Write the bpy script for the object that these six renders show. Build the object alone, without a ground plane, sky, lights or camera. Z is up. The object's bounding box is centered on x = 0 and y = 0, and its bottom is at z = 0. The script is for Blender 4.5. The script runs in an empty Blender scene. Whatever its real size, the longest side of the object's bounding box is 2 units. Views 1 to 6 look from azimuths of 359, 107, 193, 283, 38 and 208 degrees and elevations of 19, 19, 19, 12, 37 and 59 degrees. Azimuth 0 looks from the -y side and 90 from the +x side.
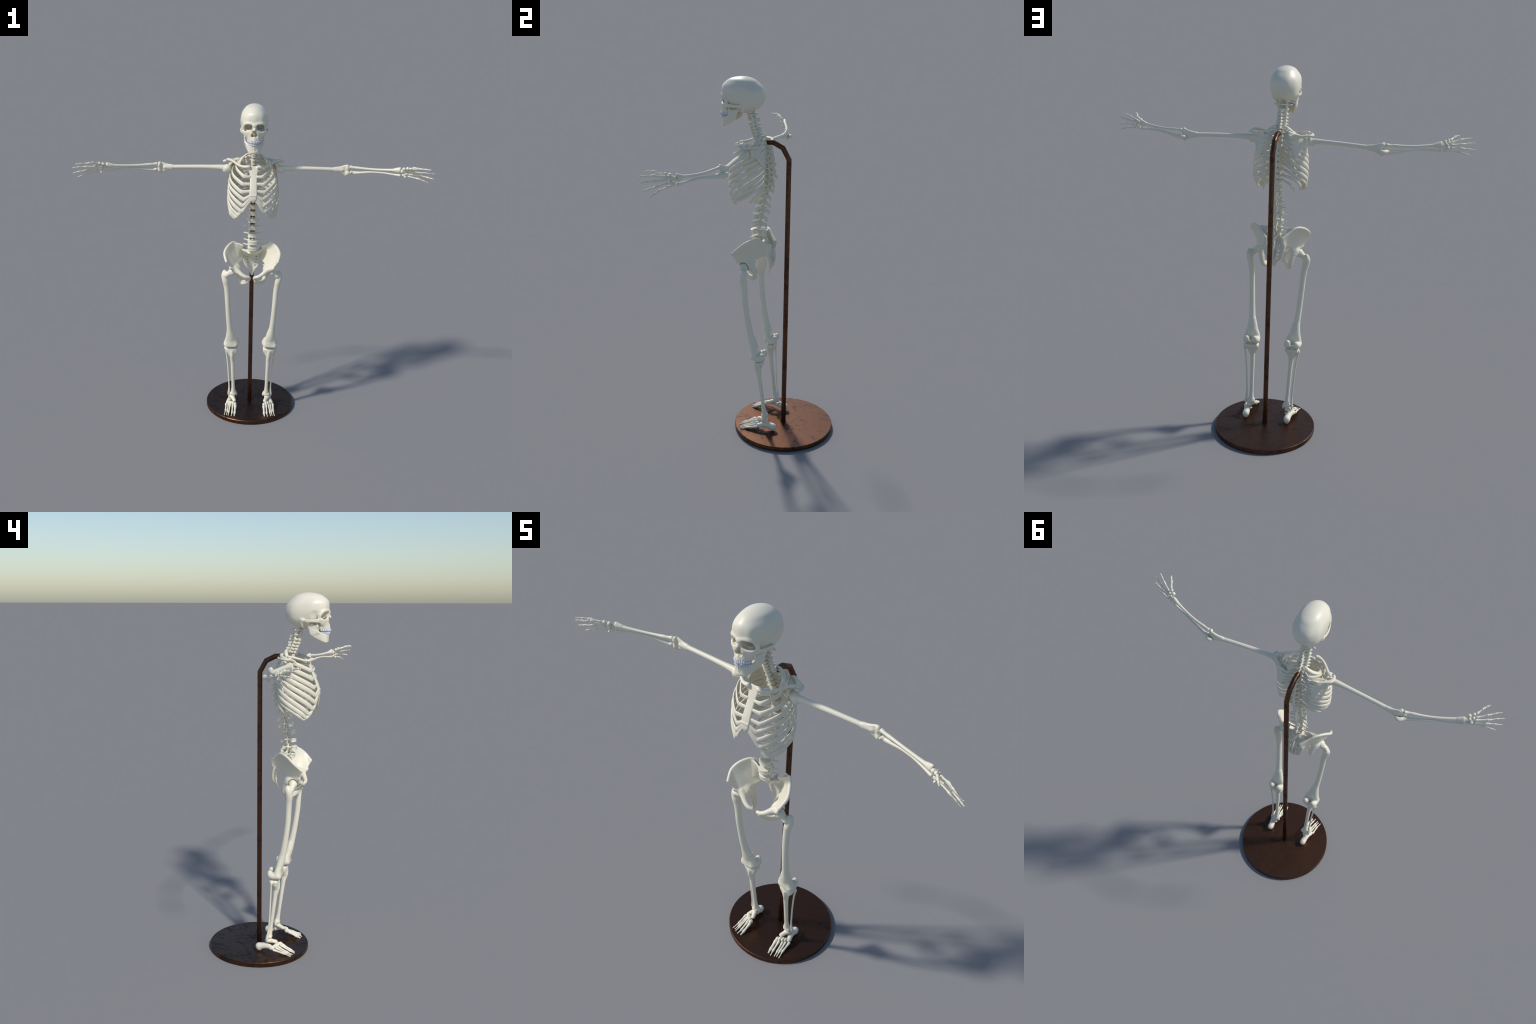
# Anatomical teaching skeleton, arms spread, hanging on a bronze rod-and-disc stand.
# Bones are implicit solids (tubes, thick patches, ellipsoids blended together) or lofted
# tubes; the right half (x < 0) is modelled and mirrored.
import bpy, math
import numpy as np
from mathutils import Vector

V3 = lambda *a: np.array(a, float)

# ------------------------------------------------------------------ helpers
def catmull(P, n):
    """Resample a control polyline (any number of columns) with n steps per span."""
    P = np.asarray(P, float)
    if len(P) < 3:
        t = np.linspace(0, 1, n + 1)[:, None]
        return P[0] * (1 - t) + P[-1] * t
    Q = np.vstack([2 * P[0] - P[1], P, 2 * P[-1] - P[-2]])
    out = []
    for i in range(len(P) - 1):
        a, b, c, d = Q[i:i + 4]
        for t in np.arange(n) / n:
            out.append(.5 * (2 * b + (c - a) * t + (2 * a - 5 * b + 4 * c - d) * t * t + (3 * b - a - 3 * c + d) * t ** 3))
    out.append(P[-1])
    return np.array(out)


def smin(a, b, k):
    if k <= 0:
        return np.minimum(a, b)
    h = np.clip(.5 + .5 * (b - a) / k, 0, 1)
    return b + (a - b) * h - k * h * (1 - h)


class Solid:
    """An implicit solid sampled on a local grid."""

    def __init__(self, lo, hi, h):
        self.h, self.lo = h, np.array(lo, float)
        n = np.ceil((np.array(hi) - self.lo) / h).astype(int) + 1
        self.ax = [self.lo[i] + h * np.arange(n[i]) for i in range(3)]
        self.F = np.full(n, 1.0, np.float32)

    def box(self, lo, hi):
        s = []
        for i in range(3):
            a = int(np.searchsorted(self.ax[i], lo[i])); b = int(np.searchsorted(self.ax[i], hi[i]))
            s.append(slice(max(a - 1, 0), max(b + 1, 0)))
        return tuple(s), [self.ax[0][s[0]][:, None, None].astype(np.float32), self.ax[1][s[1]][None, :, None].astype(np.float32), self.ax[2][s[2]][None, None, :].astype(np.float32)]

    def mix(self, s, D, k, cut):
        if cut:
            self.F[s] = -smin(-self.F[s], D, k)
        else:
            self.F[s] = smin(self.F[s], D, k)
        return self

    def func(self, f, lo, hi, k=0, cut=False):
        s, (x, y, z) = self.box(np.array(lo) - k - 3 * self.h, np.array(hi) + k + 3 * self.h)
        return self.mix(s, f(x, y, z), k, cut)

    def ball(self, c, r, k=.004, cut=False, rot=None):
        c = np.array(c, float); r = np.array(r if np.ndim(r) else (r, r, r), float)
        R = np.eye(3) if rot is None else rot

        def f(x, y, z):
            p = [x - c[0], y - c[1], z - c[2]]
            q = [R[0, i] * p[0] + R[1, i] * p[1] + R[2, i] * p[2] for i in range(3)]
            k0 = np.sqrt(sum((q[i] / r[i]) ** 2 for i in range(3)))
            k1 = np.sqrt(sum((q[i] / r[i] ** 2) ** 2 for i in range(3))) + 1e-9
            return k0 * (k0 - 1) / k1
        m = r.max()
        return self.func(f, c - m, c + m, k, cut)

    def tube(self, P, R, k=.004, n=6, cut=False):
        """Round tube through control points P with radii R."""
        R = np.broadcast_to(np.asarray(R, float), (len(P),))
        Q = catmull(np.c_[np.asarray(P, float), R], n)
        Q[:, 3] = np.maximum(Q[:, 3], .0008)
        m = k + 3 * self.h
        big = Q[:, 3].max() + m
        s, _ = self.box(Q[:, :3].min(0) - big, Q[:, :3].max(0) + big)
        D = np.full(self.F[s].shape, 1.0, np.float32)
        for a, b in zip(Q[:-1], Q[1:]):
            rr = max(a[3], b[3]) + m
            t_, (x, y, z) = self.box(np.minimum(a, b)[:3] - rr, np.maximum(a, b)[:3] + rr)
            d = b[:3] - a[:3]; L = d @ d + 1e-12
            t = np.clip(((x - a[0]) * d[0] + (y - a[1]) * d[1] + (z - a[2]) * d[2]) / L, 0, 1)
            e = np.sqrt((x - a[0] - t * d[0]) ** 2 + (y - a[1] - t * d[1]) ** 2 + (z - a[2] - t * d[2]) ** 2) - (a[3] + t * (b[3] - a[3]))
            u = tuple(slice(t_[i].start - s[i].start, t_[i].stop - s[i].start) for i in range(3))
            D[u] = np.minimum(D[u], e)
        return self.mix(s, D, k, cut)

    def patch(self, rows, R, k=.004, n=3, cut=False):
        """Thick sheet through a grid of control points rows[i][j]; R radius per row or per point."""
        G = np.asarray(rows, float)
        R = np.asarray(R, float)
        if R.ndim == 0: R = np.full(G.shape[:2], float(R))
        elif R.ndim == 1: R = np.repeat(R[:, None], G.shape[1], 1)
        G = np.concatenate([G, R[..., None]], 2)
        G = np.stack([catmull(G[:, j], n) for j in range(G.shape[1])], 1)
        G = np.stack([catmull(G[i], n) for i in range(G.shape[0])], 0)
        G[..., 3] = np.maximum(G[..., 3], .0008)
        T = []
        for i in range(G.shape[0] - 1):
            for j in range(G.shape[1] - 1):
                a, b, c, d = G[i, j], G[i, j + 1], G[i + 1, j], G[i + 1, j + 1]
                T += [(a, b, c), (b, d, c)]
        m = k + 3 * self.h
        fl = G.reshape(-1, 4); big = fl[:, 3].max() + m
        s, _ = self.box(fl[:, :3].min(0) - big, fl[:, :3].max(0) + big)
        D = np.full(self.F[s].shape, 1.0, np.float32)
        for tri in T:
            A = np.array(tri); rr = A[:, 3].max() + m
            t_, (x, y, z) = self.box(A[:, :3].min(0) - rr, A[:, :3].max(0) + rr)
            e = tri_dist(x, y, z, A)
            u = tuple(slice(t_[i].start - s[i].start, t_[i].stop - s[i].start) for i in range(3))
            D[u] = np.minimum(D[u], e)
        return self.mix(s, D, k, cut)

    def mesh(self, smooth=2):
        """Surface nets."""
        F = self.F; n = F.shape; neg = F < 0
        cnt = np.zeros((n[0] - 1, n[1] - 1, n[2] - 1), np.int8)
        sl = lambda o, a: slice(o, n[a] - 1 + o)
        corners = [(i, j, k) for i in (0, 1) for j in (0, 1) for k in (0, 1)]
        for o in corners:
            cnt += neg[sl(o[0], 0), sl(o[1], 1), sl(o[2], 2)]
        act = (cnt > 0) & (cnt < 8)
        I = np.argwhere(act)
        idx = np.full(cnt.shape, -1, np.int64); idx[act] = np.arange(len(I))
        val = {o: F[I[:, 0] + o[0], I[:, 1] + o[1], I[:, 2] + o[2]] for o in corners}
        acc = np.zeros((len(I), 3)); num = np.zeros(len(I))
        for o in corners:
            for a in range(3):
                if o[a] == 0:
                    p = list(o); p[a] = 1; p = tuple(p)
                    f0, f1 = val[o], val[p]
                    w = (f0 < 0) != (f1 < 0)
                    t = np.where(w, f0 / np.where(w, f0 - f1, 1), 0)
                    q = np.tile(np.array(o, float), (len(I), 1)); q[:, a] = t
                    acc[w] += q[w]; num += w
        P = self.lo + self.h * (I + acc / num[:, None])
        quads = []
        for a in range(3):
            b, c = (a + 1) % 3, (a + 2) % 3
            s0 = [slice(None)] * 3; s1 = [slice(None)] * 3
            s0[a] = slice(0, n[a] - 1); s1[a] = slice(1, n[a])
            n0, n1 = neg[tuple(s0)], neg[tuple(s1)]
            E = np.argwhere(n0 != n1)
            E = E[(E[:, b] > 0) & (E[:, c] > 0) & (E[:, b] < n[b] - 1) & (E[:, c] < n[c] - 1)]
            flip = n0[tuple(E.T)]
            db = np.zeros(3, int); db[b] = 1; dc = np.zeros(3, int); dc[c] = 1
            g = lambda e: idx[e[:, 0], e[:, 1], e[:, 2]]
            q = np.stack([g(E - db - dc), g(E - dc), g(E), g(E - db)], 1)
            q[~flip] = q[~flip][:, ::-1]
            quads.append(q)
        Q = np.vstack(quads); Q = Q[(Q >= 0).all(1)]
        ed = np.vstack([Q[:, [0, 1]], Q[:, [1, 2]], Q[:, [2, 3]], Q[:, [3, 0]]])
        for _ in range(smooth):
            for lam in (.5, -.52):
                S = np.zeros_like(P); N = np.zeros(len(P))
                np.add.at(S, ed[:, 0], P[ed[:, 1]]); np.add.at(N, ed[:, 0], 1)
                np.add.at(S, ed[:, 1], P[ed[:, 0]]); np.add.at(N, ed[:, 1], 1)
                P = P + lam * (S / N[:, None] - P)
        return P, Q


def tri_dist(x, y, z, A):
    a, b, c = A[0, :3], A[1, :3], A[2, :3]
    ra, rb, rc = A[:, 3]
    nrm = np.cross(b - a, c - a); L = np.linalg.norm(nrm)

    def seg(p, q, rp, rq):
        d = q - p; l = d @ d + 1e-14
        t = np.clip(((x - p[0]) * d[0] + (y - p[1]) * d[1] + (z - p[2]) * d[2]) / l, 0, 1)
        return np.sqrt((x - p[0] - t * d[0]) ** 2 + (y - p[1] - t * d[1]) ** 2 + (z - p[2] - t * d[2]) ** 2) - (rp + t * (rq - rp))
    e = np.minimum(np.minimum(seg(a, b, ra, rb), seg(b, c, rb, rc)), seg(c, a, rc, ra))
    if L < 1e-12:
        return e
    nn = nrm / L
    w = (x - a[0]) * nn[0] + (y - a[1]) * nn[1] + (z - a[2]) * nn[2]
    u1, v1 = b - a, c - a
    g1 = np.cross(v1, nn); g2 = np.cross(nn, u1)
    g1 = g1 / (u1 @ g1); g2 = g2 / (v1 @ g2)
    s = (x - a[0]) * g1[0] + (y - a[1]) * g1[1] + (z - a[2]) * g1[2]
    t = (x - a[0]) * g2[0] + (y - a[1]) * g2[1] + (z - a[2]) * g2[2]
    ins = (s >= 0) & (t >= 0) & (s + t <= 1)
    return np.where(ins, np.abs(w) - (ra + s * (rb - ra) + t * (rc - ra)), e)


def loft(P, ra, rb=None, side=(0, 0, 1), n=4, seg=14, cap=True):
    """Tube through P; ra = half size along `side`, rb across it.  side may vary per point."""
    P = np.asarray(P, float); m = len(P)
    ra = np.broadcast_to(np.asarray(ra, float), (m,)); rb = ra if rb is None else np.broadcast_to(np.asarray(rb, float), (m,))
    S = np.broadcast_to(np.asarray(side, float), (m, 3))
    Q = catmull(np.c_[P, ra, rb, S], n)
    C = Q[:, :3]; T = np.gradient(C, axis=0); T /= np.linalg.norm(T, axis=1)[:, None]
    rings = []

    def ring(c, t, s, a, b):
        s = s - t * (s @ t); s = s / (np.linalg.norm(s) + 1e-9); o = np.cross(t, s)
        th = np.arange(seg) * 2 * math.pi / seg
        return c + np.outer(np.cos(th) * a, s) + np.outer(np.sin(th) * b, o)
    if cap:
        for f in (0.25, .7, .92):
            d = math.sqrt(1 - f * f) * min(Q[0, 3], Q[0, 4])
            rings.append(ring(C[0] - T[0] * d, T[0], Q[0, 5:], Q[0, 3] * f, Q[0, 4] * f))
    for i in range(len(C)):
        rings.append(ring(C[i], T[i], Q[i, 5:], Q[i, 3], Q[i, 4]))
    if cap:
        for f in (.92, .7, .25):
            d = math.sqrt(1 - f * f) * min(Q[-1, 3], Q[-1, 4])
            rings.append(ring(C[-1] + T[-1] * d, T[-1], Q[-1, 5:], Q[-1, 3] * f, Q[-1, 4] * f))
    N = len(rings)
    verts = np.vstack(rings + [rings[0].mean(0)[None], rings[-1].mean(0)[None]])
    faces = []
    for i in range(N - 1):
        for j in range(seg):
            k = (j + 1) % seg
            faces.append((i * seg + j, i * seg + k, (i + 1) * seg + k, (i + 1) * seg + j))
    for j in range(seg):
        k = (j + 1) % seg
        faces.append((N * seg, k, j)); faces.append((N * seg + 1, (N - 1) * seg + j, (N - 1) * seg + k))
    return verts, faces


# ------------------------------------------------------------------ materials
def node(nt, kind, **kw):
    n = nt.nodes.new(kind)
    for k, v in kw.items():
        if k in n.inputs: n.inputs[k].default_value = v
        else: setattr(n, k, v)
    return n


def ramp(nt, a, pa, b, pb):
    r = nt.nodes.new("ShaderNodeValToRGB")
    r.color_ramp.elements[0].position, r.color_ramp.elements[0].color = pa, (*a, 1)
    r.color_ramp.elements[1].position, r.color_ramp.elements[1].color = pb, (*b, 1)
    return r


def bone_material(name, ca, cb, rough):
    m = bpy.data.materials.new(name); m.use_nodes = True; nt = m.node_tree
    p = nt.nodes["Principled BSDF"]
    tc = node(nt, "ShaderNodeTexCoord")
    nz = node(nt, "ShaderNodeTexNoise", **{"Scale": 9.0, "Detail": 4.0})
    r = ramp(nt, ca, .35, cb, .7)
    nt.links.new(tc.outputs["Object"], nz.inputs["Vector"]); nt.links.new(nz.outputs["Fac"], r.inputs["Fac"])
    nt.links.new(r.outputs["Color"], p.inputs["Base Color"])
    p.inputs["Roughness"].default_value = rough
    return m


def bronze_material():
    m = bpy.data.materials.new("dark_bronze"); m.use_nodes = True; nt = m.node_tree; L = nt.links.new
    p = nt.nodes["Principled BSDF"]; p.inputs["Metallic"].default_value = 1
    tc = node(nt, "ShaderNodeTexCoord")
    n1 = node(nt, "ShaderNodeTexNoise", **{"Scale": 9.0, "Detail": 6.0, "Roughness": .62})
    n2 = node(nt, "ShaderNodeTexNoise", **{"Scale": 38.0, "Detail": 5.0, "Roughness": .7})
    for n in (n1, n2): L(tc.outputs["Object"], n.inputs["Vector"])
    mul = node(nt, "ShaderNodeMath", operation="MULTIPLY")
    L(n1.outputs["Fac"], mul.inputs[0]); L(n2.outputs["Fac"], mul.inputs[1])
    dirt = ramp(nt, (0, 0, 0), .235, (1, 1, 1), .34)          # blotches of dark oxide
    L(mul.outputs[0], dirt.inputs["Fac"])
    mixc = node(nt, "ShaderNodeMix", data_type="RGBA")
    mixc.inputs[6].default_value = (.128, .060, .035, 1); mixc.inputs[7].default_value = (.066, .037, .027, 1)
    L(dirt.outputs["Color"], mixc.inputs[0]); L(mixc.outputs[2], p.inputs["Base Color"])
    rr = node(nt, "ShaderNodeMapRange"); rr.inputs[3].default_value = .36; rr.inputs[4].default_value = .55
    L(dirt.outputs["Color"], rr.inputs[0]); L(rr.outputs[0], p.inputs["Roughness"])
    bp = node(nt, "ShaderNodeBump", **{"Strength": .25, "Distance": .002})
    L(n2.outputs["Fac"], bp.inputs["Height"]); L(bp.outputs["Normal"], p.inputs["Normal"])
    return m


BONE = bone_material("bone", (.778, .733, .592), (.808, .763, .622), .42)
ENAMEL = bone_material("enamel", (.64, .67, .76), (.70, .73, .81), .2)
BRONZE = bronze_material()

# ------------------------------------------------------------------ objects
ROOT = bpy.data.objects.new("skeleton_on_stand", None)
bpy.context.scene.collection.objects.link(ROOT)
ROOT["label"] = "ivory human skeleton with spread arms on a dark bronze stand"
ROOT["category"] = "anatomical skeleton"


def make(name, VF, parent=ROOT, mat=None, flip=False, smooth=True):
    V, F = VF
    V = np.asarray(V, float)
    if flip: V = V * [-1, 1, 1]
    me = bpy.data.meshes.new(name)
    if isinstance(F, np.ndarray):
        Q = F[:, ::-1] if flip else F
        me.vertices.add(len(V)); me.vertices.foreach_set("co", V.ravel())
        me.loops.add(Q.size); me.loops.foreach_set("vertex_index", Q.ravel().astype(np.int32))
        me.polygons.add(len(Q)); me.polygons.foreach_set("loop_start", np.arange(0, Q.size, 4, dtype=np.int32))
        me.update(calc_edges=True); me.validate()
    else:
        me.from_pydata(V.tolist(), [], [f[::-1] for f in F] if flip else F)
        me.update()
    if smooth: me.polygons.foreach_set("use_smooth", np.ones(len(me.polygons), bool))
    me.materials.append(mat or BONE)
    ob = bpy.data.objects.new(name, me); bpy.context.scene.collection.objects.link(ob)
    ob.parent = parent
    return ob


def pair(name, VF, parents=(ROOT, ROOT), **kw):
    return make(name, VF, parents[0], **kw), make(name, VF, parents[1], flip=True, **kw)


def join(parts):
    V, F, o = [], [], 0
    for v, f in parts:
        V.append(np.asarray(v)); F += [tuple(int(i) + o for i in q) for q in f]; o += len(v)
    return np.vstack(V), F


M = lambda p: (-p[0], p[1], p[2])       # mirror a point


# ================================================================== SKULL
def both(S, kind, P, *a, **k):
    getattr(S, kind)(P, *a, **k)
    Q = np.asarray(P, float) * [-1, 1, 1]
    getattr(S, kind)(Q, *a, **k)


def build_skull():
    S = Solid((-.092, -.345, 1.79), (.092, -.075, 2.012), .0019)
    # brain case: stacked egg-shaped sections (height, front y, back y, half width)
    sec = np.array([(2.012, -.312, -.108, .0665), (2.004, -.309, -.111, .0650), (1.990, -.3065, -.114, .0630),
                    (1.975, -.3050, -.117, .0620), (1.957, -.3145, -.1045, .069), (1.940, -.3195, -.0955, .0742), (1.922, -.3205, -.0893, .077), (1.903, -.3185, -.0868, .0778),
                    (1.886, -.311, -.0885, .0762), (1.869, -.296, -.0930, .0722), (1.855, -.280, -.101, .0662), (1.843, -.265, -.115, .058),
                    (1.833, -.252, -.133, .048), (1.825, -.24, -.150, .038), (1.818, -.225, -.168, .020)])[::-1]
    sec[:, 3] **= 2
    sec = catmull(sec, 5)

    def case(x, y, z):
        zz = np.clip(z, sec[0, 0], sec[-1, 0])
        f, b, w = np.interp(zz, sec[:, 0], sec[:, 1]), np.interp(zz, sec[:, 0], sec[:, 2]), np.sqrt(np.interp(zz, sec[:, 0], sec[:, 3]))
        mid = f + (b - f) * .60
        front = y < mid
        ly = np.where(front, mid - f, b - mid)
        p = np.where(front, 2.5, 2.15)
        q = (np.abs(x / w) ** p + np.abs((y - mid) / ly) ** p) ** (1 / p)
        d = (q - 1) * np.minimum(w, ly) * .8
        # low bosses of the frontal, parietal and occipital bones
        d = d - .0009 * np.sin(x * 62) * np.sin(x * 62) * np.sin(y * 48 + 1) - .0007 * np.sin(y * 70 + z * 50) * np.cos(x * 40)
        top = (z - 2.0012 + x * x / .140 + (y + .206) ** 2 / np.where(y < -.206, .40, .27)) * .85      # dome of the vault
        d = -smin(-d, -top, .018)
        return np.maximum(d, sec[0, 0] - z)
    S.func(case, (-.085, -.33, 1.81), (.085, -.08, 2.003))
    for _ in range(7):
        F = S.F
        G = F.copy(); G[1:-1, 1:-1, 1:-1] = (F[1:-1, 1:-1, 1:-1] * 2 + F[2:, 1:-1, 1:-1] + F[:-2, 1:-1, 1:-1] + F[1:-1, 2:, 1:-1] + F[1:-1, :-2, 1:-1] + F[1:-1, 1:-1, 2:] + F[1:-1, 1:-1, :-2]) / 8
        S.F = G
    # temples pinched behind the orbit
    for s in (-1, 1):
        S.ball((s * .088, -.262, 1.880), (.022, .030, .026), .014, cut=True)
    # upper jaw
    both(S, "patch", [[(0, -.313, 1.858), (-.02, -.305, 1.856), (-.04, -.290, 1.850)],
                      [(0, -.313, 1.835), (-.021, -.305, 1.835), (-.036, -.289, 1.835)],
                      [(0, -.317, 1.818), (-.02, -.309, 1.818), (-.035, -.284, 1.818)]], [.009, .009, .0068], .006)
    both(S, "tube", [(-.028, -.27, 1.85), (-.03, -.275, 1.825), (-.033, -.278, 1.815)], [.014, .011, .007], .008)
    # brow
    both(S, "tube", [(-.006, -.312, 1.897), (-.02, -.3105, 1.9045), (-.038, -.3045, 1.9055), (-.053, -.2915, 1.899), (-.0605, -.280, 1.884)],
         [.007, .0045, .004, .0045, .0048], .014)
    # rim and cheek bone as one plate
    both(S, "patch", [[(-.0155, -.313, 1.866), (-.030, -.308, 1.860), (-.046, -.299, 1.858), (-.0575, -.2875, 1.862)],
                      [(-.017, -.3125, 1.850), (-.030, -.303, 1.847), (-.044, -.295, 1.846), (-.059, -.280, 1.852)],
                      [(-.019, -.311, 1.842), (-.030, -.301, 1.838), (-.041, -.293, 1.835), (-.052, -.284, 1.842)]], [.0052, .0056, .005], .006)
    both(S, "patch", [[(-.0605, -.281, 1.890), (-.0635, -.270, 1.886)], [(-.0615, -.2805, 1.874), (-.064, -.271, 1.870)], [(-.0590, -.284, 1.859), (-.0635, -.270, 1.856)]], [[.0042, .003], [.0045, .003], [.005, .004]], .006)
    # cheek arch back to the ear
    both(S, "patch", [[(-.060, -.281, 1.864), (-.058, -.281, 1.848)], [(-.069, -.262, 1.861), (-.068, -.262, 1.850)],
                      [(-.0745, -.235, 1.8595), (-.074, -.235, 1.851)], [(-.0755, -.208, 1.859), (-.0745, -.208, 1.851)], [(-.071, -.190, 1.858), (-.068, -.192, 1.853)]], .0036, .004)
    both(S, "tube", [(-.072, -.214, 1.8565), (-.0785, -.206, 1.8575)], [.004, .0018], .003)
    # nose bridge
    S.tube([(0, -.312, 1.896), (0, -.314, 1.886), (0, -.3215, 1.876), (0, -.3290, 1.8685)], [.011, .0085, .0075, .0046], .007)
    both(S, "tube", [(-.0095, -.313, 1.888), (-.0145, -.312, 1.870), (-.0195, -.312, 1.852)], [.006, .0055, .005], .006)
    # ear region, mastoid, skull base
    both(S, "tube", [(-.064, -.186, 1.858), (-.059, -.184, 1.842), (-.053, -.189, 1.826)], [.009, .010, .006], .014)
    both(S, "ball", (-.018, -.158, 1.822), (.009, .014, .008), .005)
    S.tube([(0, -.19, 1.832), (0, -.23, 1.842), (0, -.27, 1.838)], [.02, .02, .016], .01)

    both(S, "ball", (-.033, -.282, 1.848), (.022, .022, .016), .006)
    # orbits: rounded squares narrowing inwards
    def orbit(s):
        def f(x, y, z):
            u = x * s - .0345; w = z - 1.8845 + .10 * u
            t = np.clip((y + .318) / .06, 0, 1.2)
            u = u + .004 * t
            q = (np.abs(u / .0232) ** 2.9 + np.abs(w / .0182) ** 2.9) ** (1 / 2.9)
            return np.maximum((q - 1 + .34 * t ** 1.8) * .0182, y + .252)
        return f
    for s in (-1, 1):
        S.func(orbit(s), (s * .0345 - .026, -.345, 1.862), (s * .0345 + .026, -.26, 1.908), .0025, cut=True)
        S.tube([(s * .0092, -.345, 1.8420), (s * .0082, -.288, 1.845)], .0094, .003, cut=True)
        S.ball((s * .045, -.255, 1.842), (.012, .022, .016), .006, cut=True)
    S.tube([(0, -.345, 1.857), (0, -.288, 1.856)], .0090, .003, cut=True)
    S.tube([(0, -.345, 1.8690), (0, -.29, 1.863)], .0038, .004, cut=True)
    S.patch([[(0, -.300, 1.860), (0, -.285, 1.86)], [(0, -.304, 1.836), (0, -.285, 1.838)]], .0013, .002)   # septum
    for i in range(-5, 6):                                                                                # root ridges
        a = i * .27
        S.tube([(.031 * math.sin(a), -.3205 + .047 * (1 - math.cos(a)), 1.829), (.034 * math.sin(a), -.3235 + .05 * (1 - math.cos(a)), 1.815)], [.0018, .0028], .003)
    S.ball((0, -.272, 1.80), (.022, .034, .02), .004, cut=True)
    return S.mesh(3)


SKULL = make("skull", build_skull())


def build_jaw():
    S = Solid((-.072, -.335, 1.728), (.072, -.195, 1.86), .0019)
    both(S, "patch", [[(0, -.3065, 1.748), (-.021, -.3035, 1.7475), (-.034, -.279, 1.759), (-.0465, -.243, 1.779), (-.049, -.232, 1.788)],
                      [(0, -.3105, 1.762), (-.021, -.305, 1.763), (-.036, -.281, 1.772), (-.0475, -.248, 1.79), (-.050, -.231, 1.797)],
                      [(0, -.3135, 1.7815), (-.020, -.307, 1.782), (-.035, -.2865, 1.786), (-.046, -.268, 1.798), (-.051, -.236, 1.806)]],
         [[.0065, .0065, .006, .0055, .0045], [.0065, .006, .006, .0055, .0045], [.006, .0055, .006, .005, .0038]], .005)
    S.ball((0, -.3085, 1.751), (.016, .009, .009), .006)
    both(S, "patch", [[(-.0475, -.268, 1.796), (-.049, -.25, 1.79), (-.0495, -.231, 1.788)], [(-.050, -.268, 1.815), (-.052, -.245, 1.812), (-.0525, -.2235, 1.812)],
                      [(-.052, -.268, 1.832), (-.0535, -.243, 1.830), (-.054, -.214, 1.834)]], .0040, .009)
    for i in range(-4, 5):                                  # root ridges under the lower teeth
        a = i * .30
        S.tube([(.030 * math.sin(a), -.3155 + .045 * (1 - math.cos(a)), 1.772), (.033 * math.sin(a), -.3195 + .05 * (1 - math.cos(a)), 1.786)], [.0015, .0026], .003)
    both(S, "tube", [(-.0535, -.222, 1.822), (-.055, -.213, 1.838), (-.0555, -.210, 1.847)], [.004, .0042, .006], .004)
    both(S, "tube", [(-.052, -.266, 1.826), (-.0525, -.263, 1.845)], [.005, .003], .004)
    return S.mesh(2)


JAW = make("jaw", build_jaw(), SKULL)


def build_teeth():
    # one rounded crown, shared and scaled
    n = 10; V = []; F = []
    for i in range(n + 1):
        ph = math.pi * (i / n - .5)
        for j in range(12):
            th = j * math.tau / 12
            e = lambda c, p: math.copysign(abs(c) ** p, c)
            V.append((e(math.cos(ph), .5) * e(math.cos(th), .6), e(math.cos(ph), .5) * e(math.sin(th), .7), e(math.sin(ph), .7)))
    for i in range(n):
        for j in range(12):
            k = (j + 1) % 12
            F.append((i * 12 + j, i * 12 + k, (i + 1) * 12 + k, (i + 1) * 12 + j))
    me = None
    for row, (zc, yf, hw, hz) in enumerate([(1.8072, -.3265, .0360, .0066), (1.7918, -.3225, .0345, .0058)]):
        # dental arch: half ellipse, teeth spaced by arc length
        t = np.linspace(-.5, .5, 400) * math.pi * .93
        ax, ay = hw * np.sin(t), yf + .053 * (1 - np.cos(t))
        s = np.r_[0, np.cumsum(np.hypot(np.diff(ax), np.diff(ay)))]; L = s[-1]
        wid = np.array([1.25, 1.25, 1.1, .9, .9, .95, 1.0 if row == 0 else .75])
        wid = np.r_[wid, wid[::-1]]; wid = wid / wid.sum() * L
        at = np.cumsum(wid) - wid / 2
        for i in range(14):
            x, y = np.interp(at[i], s, ax), np.interp(at[i], s, ay)
            u = np.interp(at[i], s, t)
            ang = math.atan2(.053 * math.sin(u), hw * math.cos(u))
            if me is None:
                ob = make("tooth", (V, F), SKULL, ENAMEL); me = ob.data
            else:
                ob = bpy.data.objects.new("tooth", me); bpy.context.scene.collection.objects.link(ob); ob.parent = SKULL
            molar = min(i, 13 - i) < 4
            ob.location = (x, y, zc + (.0005 if molar else 0))
            ob.rotation_euler = (0, 0, ang)
            ob.scale = (wid[i] * .47, .0046 if molar else .0032, hz * (.92 if molar else 1))


build_teeth()


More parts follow.
